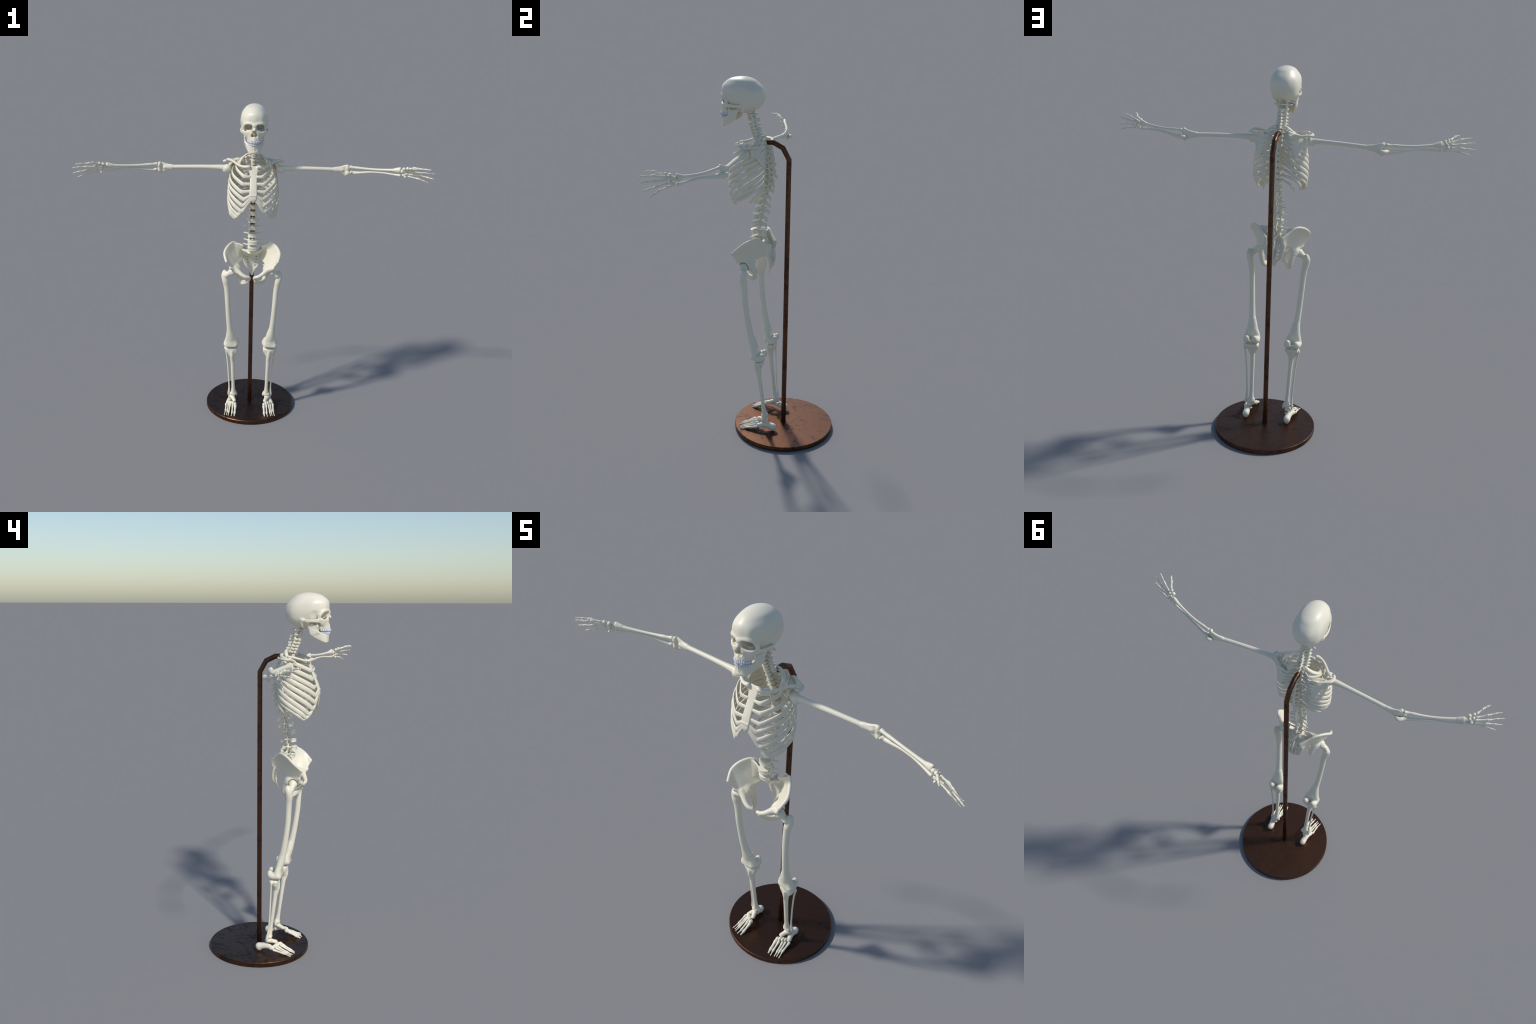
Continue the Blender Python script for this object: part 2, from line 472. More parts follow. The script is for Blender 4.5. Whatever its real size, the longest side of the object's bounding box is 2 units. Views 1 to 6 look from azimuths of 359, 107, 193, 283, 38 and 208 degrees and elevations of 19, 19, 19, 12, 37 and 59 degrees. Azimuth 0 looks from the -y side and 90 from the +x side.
# ================================================================== SPINE
def build_vertebra(front, z, depth, rx, hz, tip, hs, tp, tilt=0.0, facet=.009, rs=.0036, h=.0017, pillar=0):
    ry = depth / 2; cy = front + ry
    pts = np.array([(rx, front, z), (rx, tip[0], tip[1]), tp])
    S = Solid((-max(rx, tp[0]) - .012, front - .008, min(z - hz, tip[1] - hs, tp[2]) - .022), (max(rx, tp[0]) + .012, max(tip[0], tp[1]) + .012, max(z + hz, tp[2]) + .024), h)
    fr = .0052 if pillar else (.0034 if hz < .0114 else .0046)
    ct, st = math.cos(tilt), math.sin(tilt)
    rd = .003

    def body(x, y, zz):
        v = (y - cy) * ct + (zz - z) * st; w = -(y - cy) * st + (zz - z) * ct
        waist = 1 - .10 * (1 - (w / hz) ** 2).clip(0, 1)
        q = np.sqrt((x / (rx * waist)) ** 2 + (v / (ry * waist)) ** 2)
        dr = (q - 1) * min(rx, ry) + rd; dz = np.abs(w) - hz + rd
        return np.minimum(np.maximum(dr, dz), 0) + np.hypot(np.maximum(dr, 0), np.maximum(dz, 0)) - rd
    S.func(body, (-rx - .004, front - .006, z - hz - .008), (rx + .004, front + depth + .006, z + hz + .008))
    yb = front + depth; ax = pillar or max(rx * .62, .011)
    yl = yb + .012; zl = z + hz * .35
    pr = max(hz * .40, .003)
    both(S, "tube", [(-rx * .55, yb - .004, zl), (-ax, yb + .004, zl), (-ax * .9, yl, zl - .001)], [pr, pr, pr], .004)
    both(S, "patch", [[(-ax * .95, yl - .001, zl + .004), (0, yl + .009, zl + .002)], [(-ax * .8, yl + .001, zl - hz * .9), (0, yl + .009, zl - hz * .9)]], .0028 if hz < .0114 else .0045, .004)
    both(S, "tube", [(-ax, yl - .002, z + hz + facet), (-ax, yl, z), (-ax * .85, yl + .002, z - hz - facet * .8)], [fr, fr * 1.25, fr], .004)
    if pillar:
        both(S, "ball", (-pillar, front + .028, z), (.0088, .0125, .0078), .004)
        both(S, "patch", [[(-pillar, front + .030, z + .003), (0, front + .046, z + .001)], [(-pillar, front + .030, z - .003), (0, front + .046, z - .004)]], .0034, .004)
    ys = yl + .008
    S.patch([[(0, ys, zl + .001), (0, tip[0] - rs, tip[1] + hs)], [(0, ys, zl - hz * .8), (0, tip[0] - rs, tip[1] - hs)]], [[rs, rs * 1.15], [rs, rs * 1.15]], .004)
    zt = max(zl, tp[2] - .007)
    both(S, "tube", [(-ax, yl - .001, zt), ((-ax - tp[0]) / 2, (yl + tp[1]) / 2, (zt + tp[2]) / 2), (-tp[0], tp[1], tp[2])], [max(.0042, hz * .48), max(.0034, hz * .38), .0058 if .008 < hz < .0112 else .0036], .004)
    return S.mesh(1)


def vert_table():
    # (front y, z, depth, half width, half height, spinous tip (y, z), spine half height, transverse tip)
    T = []
    neck = [(-.1775, 1.782, -.1115, 1.780, .0075), (-.1745, 1.757, -.1085, 1.758, .003), (-.1695, 1.739, -.1025, 1.740, .003),
            (-.1625, 1.7225, -.1015, 1.726, .003), (-.1565, 1.7070, -.0925, 1.711, .0028), (-.1495, 1.6920, -.0840, 1.696, .0025)]
    for i, (f, z, ty, tz, hs) in enumerate(neck):
        T.append((f, z, .020, .0125 + .0007 * i, .0068, (ty, tz), hs, (.029 + .001 * i, f + .024, z + .001), .15, .004, .0205))
    fronts = [-.141, -.129, -.117, -.107, -.099, -.0935, -.090, -.089, -.092, -.099, -.1145, -.128]
    zs = [1.6720, 1.6480, 1.6230, 1.5970, 1.5690, 1.5400, 1.5110, 1.4810, 1.4500, 1.4180, 1.3805, 1.3450]
    tips = [(-.0755, 1.6765), (-.055, 1.645), (-.0378, 1.6125), (-.0293, 1.581), (-.0184, 1.551), (-.0186, 1.5135), (-.011, 1.483), (-.0263, 1.4593),
            (-.0259, 1.4317), (-.029, 1.404), (-.0442, 1.3625), (-.0472, 1.3222)]
    tps = [1.690, 1.670, 1.648, 1.624, 1.593, 1.560, 1.530, 1.494, 1.462, 1.430, 1.385, 1.345]
    for i in range(12):
        u = i / 11
        f, z = fronts[i], zs[i]
        tx = [.042, .043, .043, .043, .042, .041, .041, .039, .037, .034, .024, .026][i]
        T.append((f, z, .025 + .007 * u, .0150 + .0115 * u, .0088 + .0024 * u, tips[i], .0042 + .003 * u ** 2, (tx, f + .047 - .004 * u, tps[i]), .12 - .3 * u, .006, 0))
    lum = [(-.1375, 1.3035, -.051, 1.2885, .039, 1.302), (-.1485, 1.2620, -.0628, 1.246, .050, 1.268), (-.1542, 1.2200, -.066, 1.2115, .0495, 1.2265),
           (-.1585, 1.1765, -.072, 1.1725, .050, 1.187), (-.1500, 1.1370, -.066, 1.153, .0535, 1.156)]
    for i, (f, z, ty, tz, tx, tz2) in enumerate(lum):
        T.append((f, z, .0365, .0290 + .0003 * i, .0115, (ty, tz), .0085, (tx, f + .054, tz2), (-.2, -.16, -.06, .05, .22)[i], .009, 0))
    return T


for row in vert_table():
    make("vertebra", build_vertebra(*row[:8], tilt=row[8], facet=row[9], pillar=row[10]))


def build_atlas():
    S = Solid((-.062, -.195, 1.775), (.062, -.108, 1.83), .0017)
    th = np.linspace(0, math.tau, 17)
    S.tube([(.021 * math.sin(t), -.153 - .026 * math.cos(t), 1.8085 - .002 * math.cos(t)) for t in th], .0042, .003, n=2)
    both(S, "ball", (-.019, -.158, 1.8085), (.0085, .012, .0075), .004)
    both(S, "tube", [(-.02, -.156, 1.808), (-.035, -.152, 1.808), (-.048, -.150, 1.808)], [.0045, .0038, .0042], .004)
    S.ball((0, -.170, 1.793), (.011, .009, .012), .004)
    both(S, "ball", (-.019, -.150, 1.796), (.009, .012, .006), .004)
    S.tube([(0, -.172, 1.79), (0, -.170, 1.805), (0, -.169, 1.82)], [.005, .0048, .004], .002)
    return S.mesh(1)


make("vertebra", build_atlas())


def build_sacrum():
    S = Solid((-.078, -.15, .925), (.078, -.008, 1.145), .0019)
    rows, rad = [], []
    for z, y, hw, dy, r in [(1.104, -.092, .052, .020, .0095), (1.080, -.070, .058, .016, .0085), (1.055, -.050, .055, .010, .0072), (1.03, -.0385, .049, .004, .0062),
                            (1.008, -.034, .043, .001, .0052), (.990, -.035, .033, -.001, .0044), (.976, -.038, .018, -.002, .0038), (.960, -.045, .0095, -.001, .0036), (.9425, -.0565, .003, 0, .003)]:
        rows.append([(-hw, y + dy, z), (-hw * .5, y + dy * .3, z), (0, y, z), (hw * .5, y + dy * .3, z), (hw, y + dy, z)]); rad.append(r)
    S.patch(rows, rad, .004, n=2)

    def body(x, y, z):
        v = (y + .112) * .8 - (z - 1.1035) * .6; w = (y + .112) * .6 + (z - 1.1035) * .8
        q = np.sqrt((x / .026) ** 2 + (v / .018) ** 2); dr = (q - 1) * .018 + .003; dz = np.abs(w) - .010 + .003
        return np.minimum(np.maximum(dr, dz), 0) + np.hypot(np.maximum(dr, 0), np.maximum(dz, 0)) - .003
    S.func(body, (-.03, -.14, 1.08), (.03, -.08, 1.13), .006)
    both(S, "tube", [(-.015, -.098, 1.10), (-.035, -.093, 1.108), (-.052, -.090, 1.113)], [.012, .010, .0085], .008)
    both(S, "tube", [(-.018, -.075, 1.10), (-.021, -.068, 1.118), (-.022, -.068, 1.128)], [.006, .005, .004], .004)
    S.tube([(0, -.052, 1.092), (0, -.036, 1.072), (0, -.0265, 1.045), (0, -.0235, 1.02), (0, -.028, .995)], [.005, .0042, .0046, .0042, .003], .008)
    both(S, "tube", [(-.018, -.052, 1.075), (-.020, -.033, 1.045), (-.016, -.024, 1.015), (-.011, -.027, .99)], [.004, .0035, .003, .0025], .006)
    for z, y, x, r in [(1.064, -.055, .0265, .0052), (1.041, -.041, .0265, .0056), (1.018, -.035, .0235, .0052), (.998, -.034, .0215, .0046)]:
        both(S, "tube", [(-x, y - .03, z - .012), (-x, y + .03, z + .012)], r, .001, cut=True)
    return S.mesh(2)


make("sacrum", build_sacrum())

# ================================================================== RIB CAGE
RIB = [  # start (y, z), back-most y, half width, lateral y, kink (x, y, z), cartilage end points, half height
    ((-.090, 1.684), -.074, .100, -.150, (-.058, -.233, 1.600), [(-.044, -.237, 1.596), (-.019, -.235, 1.596)], .0112),
    ((-.082, 1.666), -.068, .122, -.150, (-.064, -.243, 1.5575), [(-.050, -.2455, 1.555), (-.019, -.247, 1.557)], .0122),
    ((-.076, 1.646), -.065, .134, -.148, (-.070, -.254, 1.514), [(-.055, -.258, 1.5135), (-.019, -.2605, 1.5185)], .0122),
    ((-.072, 1.623), -.064, .1395, -.145, (-.059, -.260, 1.473), [(-.046, -.265, 1.475), (-.018, -.270, 1.4945)], .0120),
    ((-.069, 1.600), -.063, .1425, -.140, (-.067, -.258, 1.437), [(-.053, -.262, 1.4385), (-.035, -.267, 1.459), (-.017, -.270, 1.4835)], .0118),
    ((-.067, 1.576), -.0625, .1445, -.138, (-.077, -.250, 1.404), [(-.060, -.2555, 1.404), (-.038, -.265, 1.437), (-.015, -.270, 1.4715)], .0125),
    ((-.066, 1.549), -.0625, .1460, -.135, (-.095, -.232, 1.378), [(-.085, -.240, 1.3755), (-.068, -.2515, 1.396)], .0116),
    ((-.066, 1.517), -.064, .1450, -.130, (-.106, -.219, 1.361), [(-.097, -.227, 1.359), (-.082, -.241, 1.3735)], .0110),
    ((-.067, 1.486), -.066, .1400, -.128, (-.112, -.206, 1.3515), [(-.105, -.214, 1.3495), (-.093, -.230, 1.3575)], .0090),
]


def build_rib(start, yb, W, yl, kink, cart, hh, full=.5):
    """Posterior arc to the widest point, then forward along the side to the kink; height falls evenly with y."""
    sy, sz = start; kx, ky, kz = kink
    P = [(-.024, sy), (-.046, yb - .003), (-.56 * W, yb), (-.86 * W, yb + (yl - yb) * .38), (-W, yl), (-(.925 + .05 * full) * W, yl + (ky - yl) * .45), (-((.46 + .12 * full) * W - .46 * kx), yl + (ky - yl) * .80), (kx, ky)]
    s = np.r_[0, np.cumsum([math.dist(P[i], P[i + 1]) for i in range(7)])]
    zs = []
    drop = sz - kz
    for i, (x, y) in enumerate(P):
        u = s[i] / s[-1]
        zs.append(sz - drop * (u ** 1.12))
    pts = [(x, y, z) for (x, y), z in zip(P, zs)] + list(cart)
    C = np.array(pts)
    # outward normal in plan
    T = np.gradient(C[:, :2], axis=0); N = np.c_[T[:, 1], -T[:, 0], np.zeros(len(C))]; N /= np.linalg.norm(N, axis=1)[:, None]
    cen = np.array([0, -.15, 0])
    for i in range(len(N)):
        if N[i] @ (C[i] - cen * [1, 1, 0] - [0, 0, C[i, 2]]) < 0: N[i] *= -1
    th = np.array([.0042, .0045] + [.0048] * 6 + [.005] * len(cart))
    ht = np.array([.55, .7, .88, 1, 1, 1, 1, 1] + [.88] + [.68] * (len(cart) - 1)) * hh
    return loft(pts, th, ht, side=N, n=5, seg=14)


for i, r in enumerate(RIB):
    pair("rib", build_rib(*r, full=i / 8))
# first rib: broad, flat side up, steep behind and level in front
pair("rib", loft([(-.022, -.100, 1.703), (-.040, -.098, 1.697), (-.062, -.106, 1.680), (-.080, -.126, 1.660), (-.084, -.152, 1.645), (-.072, -.180, 1.634), (-.052, -.200, 1.630), (-.036, -.210, 1.627), (-.021, -.216, 1.625)],
                 [.0042, .0046, .005, .005, .005, .005, .005, .0055, .006], [.006, .008, .0095, .010, .010, .0095, .009, .0085, .008], side=(0, .25, 1), n=5))
pair("rib", loft([(-.022, -.066, 1.452), (-.05, -.062, 1.447), (-.082, -.064, 1.438), (-.108, -.078, 1.419), (-.121, -.098, 1.395), (-.113, -.124, 1.364)],
                 [.0035, .004, .0042, .0045, .0045, .004], [.005, .007, .0085, .009, .0085, .007], side=[(0, 1, 0), (-.1, 1, 0), (-.4, .9, 0), (-.8, .6, 0), (-1, .2, 0), (-1, -.2, 0)], n=5))
pair("rib", loft([(-.022, -.078, 1.424), (-.045, -.076, 1.416), (-.066, -.082, 1.401), (-.080, -.094, 1.380), (-.083, -.113, 1.356)],
                 [.003, .0035, .004, .004, .0036], [.0045, .0055, .0065, .0065, .006], side=[(0, 1, 0), (-.2, 1, 0), (-.6, .8, 0), (-.9, .4, 0), (-1, 0, 0)], n=5))


def build_sternum():
    S = Solid((-.045, -.30, 1.435), (.045, -.20, 1.665), .002)
    rows, rad = [], []
    for z, y, hw, r in [(1.647, -.213, .017, .0065), (1.636, -.2165, .020, .007), (1.622, -.222, .0185, .007), (1.607, -.228, .0155, .0065), (1.585, -.2365, .0145, .006), (1.555, -.250, .0145, .006),
                        (1.525, -.263, .0155, .006), (1.503, -.2695, .0165, .006), (1.49, -.2725, .0160, .0055), (1.474, -.2745, .012, .005), (1.463, -.2725, .005, .004), (1.454, -.270, .0015, .003)]:
        rows.append([(-hw, y + .001, z), (0, y, z), (hw, y + .001, z)]); rad.append(r)
    S.patch(rows, rad, .003, n=2)
    both(S, "ball", (-.0215, -.2165, 1.643), (.008, .007, .008), .006)
    S.tube([(-.015, -.2725, 1.497), (.015, -.2725, 1.497)], .0062, .004)
    S.ball((0, -.212, 1.661), (.011, .012, .008), .006, cut=True)
    return S.mesh(2)


make("sternum", build_sternum())

# ================================================================== SHOULDERS
pair("clavicle", loft([(-.0275, -.2255, 1.6515), (-.038, -.2265, 1.651), (-.060, -.219, 1.650), (-.085, -.199, 1.6545), (-.108, -.172, 1.664), (-.126, -.150, 1.671), (-.147, -.134, 1.674)],
                      [.0098, .009, .0076, .0068, .0068, .0066, .0068], [.0102, .0092, .0078, .0072, .0074, .0084, .0095], side=(0, 0, 1), n=6, seg=16))


def build_scapula():
    S = Solid((-.192, -.192, 1.535), (-.05, -.045, 1.69), .0018)
    S.patch([[(-.0665, -.0775, 1.651), (-.092, -.093, 1.664), (-.115, -.108, 1.655), (-.134, -.113, 1.640)],
             [(-.070, -.068, 1.625), (-.092, -.078, 1.630), (-.115, -.092, 1.630), (-.137, -.108, 1.625)],
             [(-.080, -.060, 1.585), (-.093, -.064, 1.587), (-.107, -.072, 1.592), (-.121, -.082, 1.597)],
             [(-.089, -.0575, 1.555), (-.0935, -.0575, 1.553), (-.098, -.0585, 1.553), (-.102, -.0605, 1.556)]],
            [[.003, .0022, .0026, .005], [.003, .0018, .002, .006], [.003, .002, .002, .0045], [.0034, .003, .003, .0036]], .003, n=3)
    # spine of the scapula rising into the acromion
    S.patch([[(-.070, -.070, 1.640), (-.0735, -.066, 1.660)], [(-.090, -.079, 1.641), (-.092, -.0685, 1.6675)], [(-.112, -.088, 1.650), (-.114, -.0755, 1.662)],
             [(-.138, -.099, 1.657), (-.140, -.090, 1.6625)], [(-.160, -.118, 1.660), (-.163, -.105, 1.662)], [(-.165, -.139, 1.663), (-.1715, -.128, 1.661)], [(-.160, -.147, 1.667), (-.166, -.146, 1.664)]],
            [.0036, .004, .0044, .0052, .0058, .006, .005], .004, n=3)
    S.tube([(-.136, -.112, 1.641), (-.140, -.113, 1.629), (-.138, -.108, 1.615)], [.009, .0105, .008], .006)
    S.tube([(-.128, -.115, 1.647), (-.124, -.140, 1.656), (-.130, -.160, 1.652), (-.139, -.170, 1.645)], [.007, .006, .0055, .005], .006)
    S.ball((-.158, -.128, 1.628), (.016, .022, .02), .003, cut=True)
    return S.mesh(2)


pair("scapula", build_scapula())

# ================================================================== ARMS


def build_humerus():
    S = Solid((-.572, -.185, 1.56), (-.112, -.075, 1.675), .0021)
    S.tube([(-.150, -.142, 1.624), (-.19, -.1405, 1.6275), (-.24, -.1375, 1.628), (-.33, -.1315, 1.6265), (-.42, -.1255, 1.6235), (-.475, -.121, 1.621), (-.51, -.119, 1.619)],
           [.018, .0152, .0124, .0113, .0110, .0115, .0120], .006, n=4)
    S.ball((-.148, -.139, 1.6245), (.0215, .0215, .0225), .006)
    S.ball((-.160, -.149, 1.618), (.015, .014, .0165), .006)
    S.ball((-.165, -.145, 1.609), (.011, .012, .010), .006)
    # flare to the condyles
    S.patch([[(-.47, -.121, 1.626), (-.47, -.121, 1.614)], [(-.50, -.119, 1.632), (-.498, -.1175, 1.607)], [(-.525, -.119, 1.6415), (-.522, -.116, 1.5965)], [(-.5345, -.1195, 1.6435), (-.5325, -.1145, 1.590)]],
            [.0095, .0075, .0062, .0058], .006, n=3)
    # spool and capitulum
    S.tube([(-.539, -.128, 1.6435), (-.5415, -.1265, 1.632), (-.5415, -.125, 1.622), (-.5435, -.1235, 1.612), (-.5430, -.122, 1.600), (-.541, -.1195, 1.594)], [.0092, .0112, .0088, .0098, .0122, .008], .004)
    S.ball((-.532, -.1145, 1.5885), (.008, .007, .006), .004)
    S.ball((-.5335, -.098, 1.6165), (.0085, .0085, .0085), .003, cut=True)
    return S.mesh(2)


pair("humerus", build_humerus())


def build_ulna():
    S = Solid((-.85, -.245, 1.575), (-.505, -.07, 1.655), .0019)
    S.tube([(-.556, -.118, 1.6055), (-.575, -.124, 1.604), (-.61, -.1345, 1.6075), (-.66, -.151, 1.6155), (-.72, -.173, 1.6195), (-.78, -.198, 1.6165), (-.812, -.2125, 1.6145), (-.825, -.2180, 1.6145)],
           [.0105, .0105, .0082, .0068, .0060, .0054, .0062, .0072], .005, n=4)
    S.tube([(-.560, -.117, 1.605), (-.548, -.103, 1.606), (-.538, -.0975, 1.6065), (-.530, -.099, 1.608)], [.0110, .0115, .0115, .0095], .006)
    S.tube([(-.565, -.125, 1.607), (-.559, -.1385, 1.608)], [.009, .0045], .006)
    S.ball((-.542, -.1235, 1.609), (.0125, .0135, .016), .003, cut=True)
    S.tube([(-.822, -.2155, 1.612), (-.830, -.217, 1.6095)], [.0055, .003], .003)
    return S.mesh(2)


pair("ulna", build_ulna())


def build_radius():
    S = Solid((-.845, -.25, 1.615), (-.535, -.105, 1.68), .0019)
    S.tube([(-.5575, -.1285, 1.6385), (-.563, -.1305, 1.638), (-.578, -.1355, 1.6375), (-.597, -.1405, 1.6365), (-.625, -.148, 1.6355), (-.67, -.1615, 1.6350), (-.72, -.179, 1.6365), (-.77, -.1985, 1.640), (-.80, -.210, 1.6425), (-.822, -.2185, 1.6445)],
           [.0098, .0088, .0070, .0084, .0072, .0066, .0068, .0076, .0098, .0125], .004, n=4)
    S.patch([[(-.80, -.210, 1.647), (-.80, -.2095, 1.638)], [(-.822, -.2195, 1.6535), (-.8215, -.2165, 1.6335)]], [.0075, .0082], .005)
    S.tube([(-.815, -.216, 1.652), (-.827, -.2215, 1.6575)], [.006, .0038], .004)
    S.ball((-.839, -.2245, 1.642), (.013, .014, .018), .003, cut=True)
    S.ball((-.5465, -.125, 1.639), (.0075, .0085, .0085), .002, cut=True)
    return S.mesh(2)


pair("radius", build_radius())


def phalanx(a, b, r0, r1, mid=.62, flat=1.0, gap=.0012):
    """Small bone: knobbed base, waisted shaft, knobbed head."""
    a, b = np.array(a, float), np.array(b, float); d = b - a; L = np.linalg.norm(d); d /= L
    a = a + d * (gap + r0 * .5); b = b - d * (gap + r1 * .35)
    P = [a + (b - a) * t for t in (0, .12, .3, .55, .8, .93, 1)]
    m = min(r0, r1) * mid
    r = np.array([r0, r0 * .95, m * 1.12, m, m * 1.12, r1 * .97, r1])
    return loft(P, r, r * flat, side=(.1, .2, 1), n=3, seg=10)


FINGERS = {  # wrist base, knuckle, middle joints, tip
    "thumb": [(-.8690, -.2660, 1.6630), (-.8875, -.3010, 1.6760), (-.9015, -.3205, 1.6785), (-.9102, -.3335, 1.6775)],
    "index": [(-.8735, -.2505, 1.6540), (-.9235, -.2835, 1.6675), (-.9520, -.3072, 1.6708), (-.9667, -.3190, 1.6708), (-.9768, -.3258, 1.6720)],
    "middle": [(-.8735, -.2425, 1.6430), (-.9335, -.2735, 1.6460), (-.9670, -.2963, 1.6490), (-.9860, -.3080, 1.6490), (-.9985, -.3145, 1.6472)],
    "ring": [(-.8725, -.2395, 1.6280), (-.9325, -.2655, 1.6245), (-.9700, -.2840, 1.6205), (-.9895, -.2945, 1.6172), (-.9998, -.2992, 1.6153)],
    "little": [(-.8680, -.2340, 1.6140), (-.9255, -.2590, 1.6055), (-.9560, -.2675, 1.5967), (-.9715, -.2735, 1.5905), (-.9798, -.2755, 1.5875)],
}
CARPAL = [((-.8425, -.2440, 1.6565), (.0095, .0085, .0085)), ((-.8595, -.2570, 1.6625), (.0070, .0080, .0085)), ((-.8645, -.2425, 1.6530), (.0065, .0070, .0068)),
          ((-.8520, -.2365, 1.6435), (.0110, .0080, .0080)), ((-.8595, -.2335, 1.6275), (.0100, .0085, .0085)), ((-.8360, -.2270, 1.6400), (.0080, .0090, .0092)),
          ((-.8455, -.2265, 1.6175), (.0080, .0075, .0080)), ((-.8530, -.2400, 1.6105), (.0055, .0058, .0055)), ((-.8490, -.2300, 1.6490), (.0060, .0060, .0070))]


def build_carpus():
    parts = []
    for i, (c, r) in enumerate(CARPAL):
        S = Solid(np.array(c) - .016, np.array(c) + .016, .0013)
        rot = np.array([[.86, -.5, 0], [.5, .86, 0], [0, 0, 1.0]]).T
        S.ball(c, np.array(r) * 1.16, rot=rot)
        # flattened joint faces
        rng = np.random.default_rng(40 + i)
        for _ in range(3):
            d = rng.normal(size=3); d /= np.linalg.norm(d)
            S.ball(np.array(c) + d * (max(r) + .0045), .006, .0015, cut=True)
        parts.append(S.mesh(1))
    return join(parts)


HANDS = pair("hand", build_carpus())
for nm, J in FINGERS.items():
    J = np.array(J)
    th = nm == "thumb"; li = nm == "little"
    k = 1.12 if th else (.88 if li else 1)
    pair("metacarpal", phalanx(J[0], J[1], .0064 * k, .0066 * k, .64, .95), HANDS)
    rads = [(.0058, .0048), (.0048, .0040), (.0040, .0026)]
    if th: rads = [(.0060, .0054), (.0052, .0032)]
    for i in range(len(J) - 2):
        pair("phalanx", phalanx(J[i + 1], J[i + 2], rads[i][0] * k, rads[i][1] * k, .66, .9, .0006), HANDS)

# ================================================================== PELVIS


def build_hip():
    S = Solid((-.188, -.232, .895), (-.002, -.012, 1.19), .0021)
    # wing: crest (back to front) down to the line above the socket
    crest = [(-.047, -.032, 1.110), (-.0800, -.0620, 1.1375), (-.112, -.090, 1.1610), (-.145, -.133, 1.148), (-.163, -.172, 1.117), (-.151, -.210, 1.079)]
    mid = [(-.049, -.035, 1.092), (-.0735, -.068, 1.106), (-.1005, -.098, 1.120), (-.126, -.133, 1.109), (-.141, -.170, 1.089), (-.143, -.201, 1.061)]
    low = [(-.051, -.041, 1.076), (-.066, -.077, 1.073), (-.087, -.106, 1.074), (-.106, -.136, 1.066), (-.119, -.166, 1.055), (-.131, -.193, 1.044)]
    neck = [(-.056, -.064, 1.063), (-.066, -.090, 1.053), (-.081, -.113, 1.044), (-.096, -.137, 1.036), (-.107, -.164, 1.032), (-.126, -.192, 1.033)]
    S.patch([crest, mid, low, neck], [[.0095, .0075, .007, .0078, .0085, .0078], [.009, .0045, .0035, .004, .0055, .0055], [.009, .006, .005, .006, .008, .0060], [.008, .0085, .009, .011, .012, .0075]], .005, n=3)
    # inner plate rising beside the sacrum
    S.patch([[(-.104, -.091, 1.1555), (-.076, -.098, 1.1530), (-.056, -.106, 1.147)], [(-.096, -.094, 1.122), (-.073, -.086, 1.118), (-.058, -.083, 1.113)],
             [(-.084, -.100, 1.082), (-.067, -.077, 1.083), (-.054, -.056, 1.083)]], .0035, .010)
    # socket block
    S.ball((-.0935, -.143, 1.010), (.029, .034, .034), .012)
    S.tube([(-.126, -.192, 1.033), (-.112, -.180, 1.024), (-.098, -.170, 1.010)], [.0085, .013, .015], .008)
    S.ball((-.088, -.166, 1.008), (.019, .024, .020), .008)
    # pubis
    S.tube([(-.100, -.174, 1.024), (-.080, -.183, 1.008), (-.060, -.194, .993), (-.038, -.2010, .9830), (-.020, -.199, .979), (-.012, -.197, .977)], [.0155, .0140, .0120, .0100, .0078, .0045], .006)
    S.patch([[(-.034, -.201, .977), (-.012, -.195, .970)], [(-.032, -.186, .957), (-.013, -.181, .955)], [(-.036, -.166, .938), (-.022, -.164, .938)]], [.006, .005, .0045], .006)
    # ischium: spine, body, tuberosity, ramus
    S.tube([(-.085, -.117, 1.028), (-.074, -.109, 1.0265), (-.067, -.105, 1.026)], [.012, .006, .003], .006)
    S.tube([(-.090, -.122, .998), (-.084, -.109, .972), (-.080, -.106, .950), (-.074, -.111, .931), (-.064, -.124, .9225)], [.020, .0155, .0135, .0125, .0105], .008)
    S.patch([[(-.074, -.120, .938), (-.070, -.124, .919)], [(-.056, -.142, .934), (-.054, -.145, .917)], [(-.036, -.166, .944), (-.034, -.168, .930)], [(-.02, -.183, .957), (-.018, -.186, .948)]], [.008, .0058, .005, .005], .006)
    S.ball((-.119, -.1585, .9985), .0275, .002, cut=True)
    return S.mesh(2)


pair("hip_bone", build_hip())

# ================================================================== LEGS


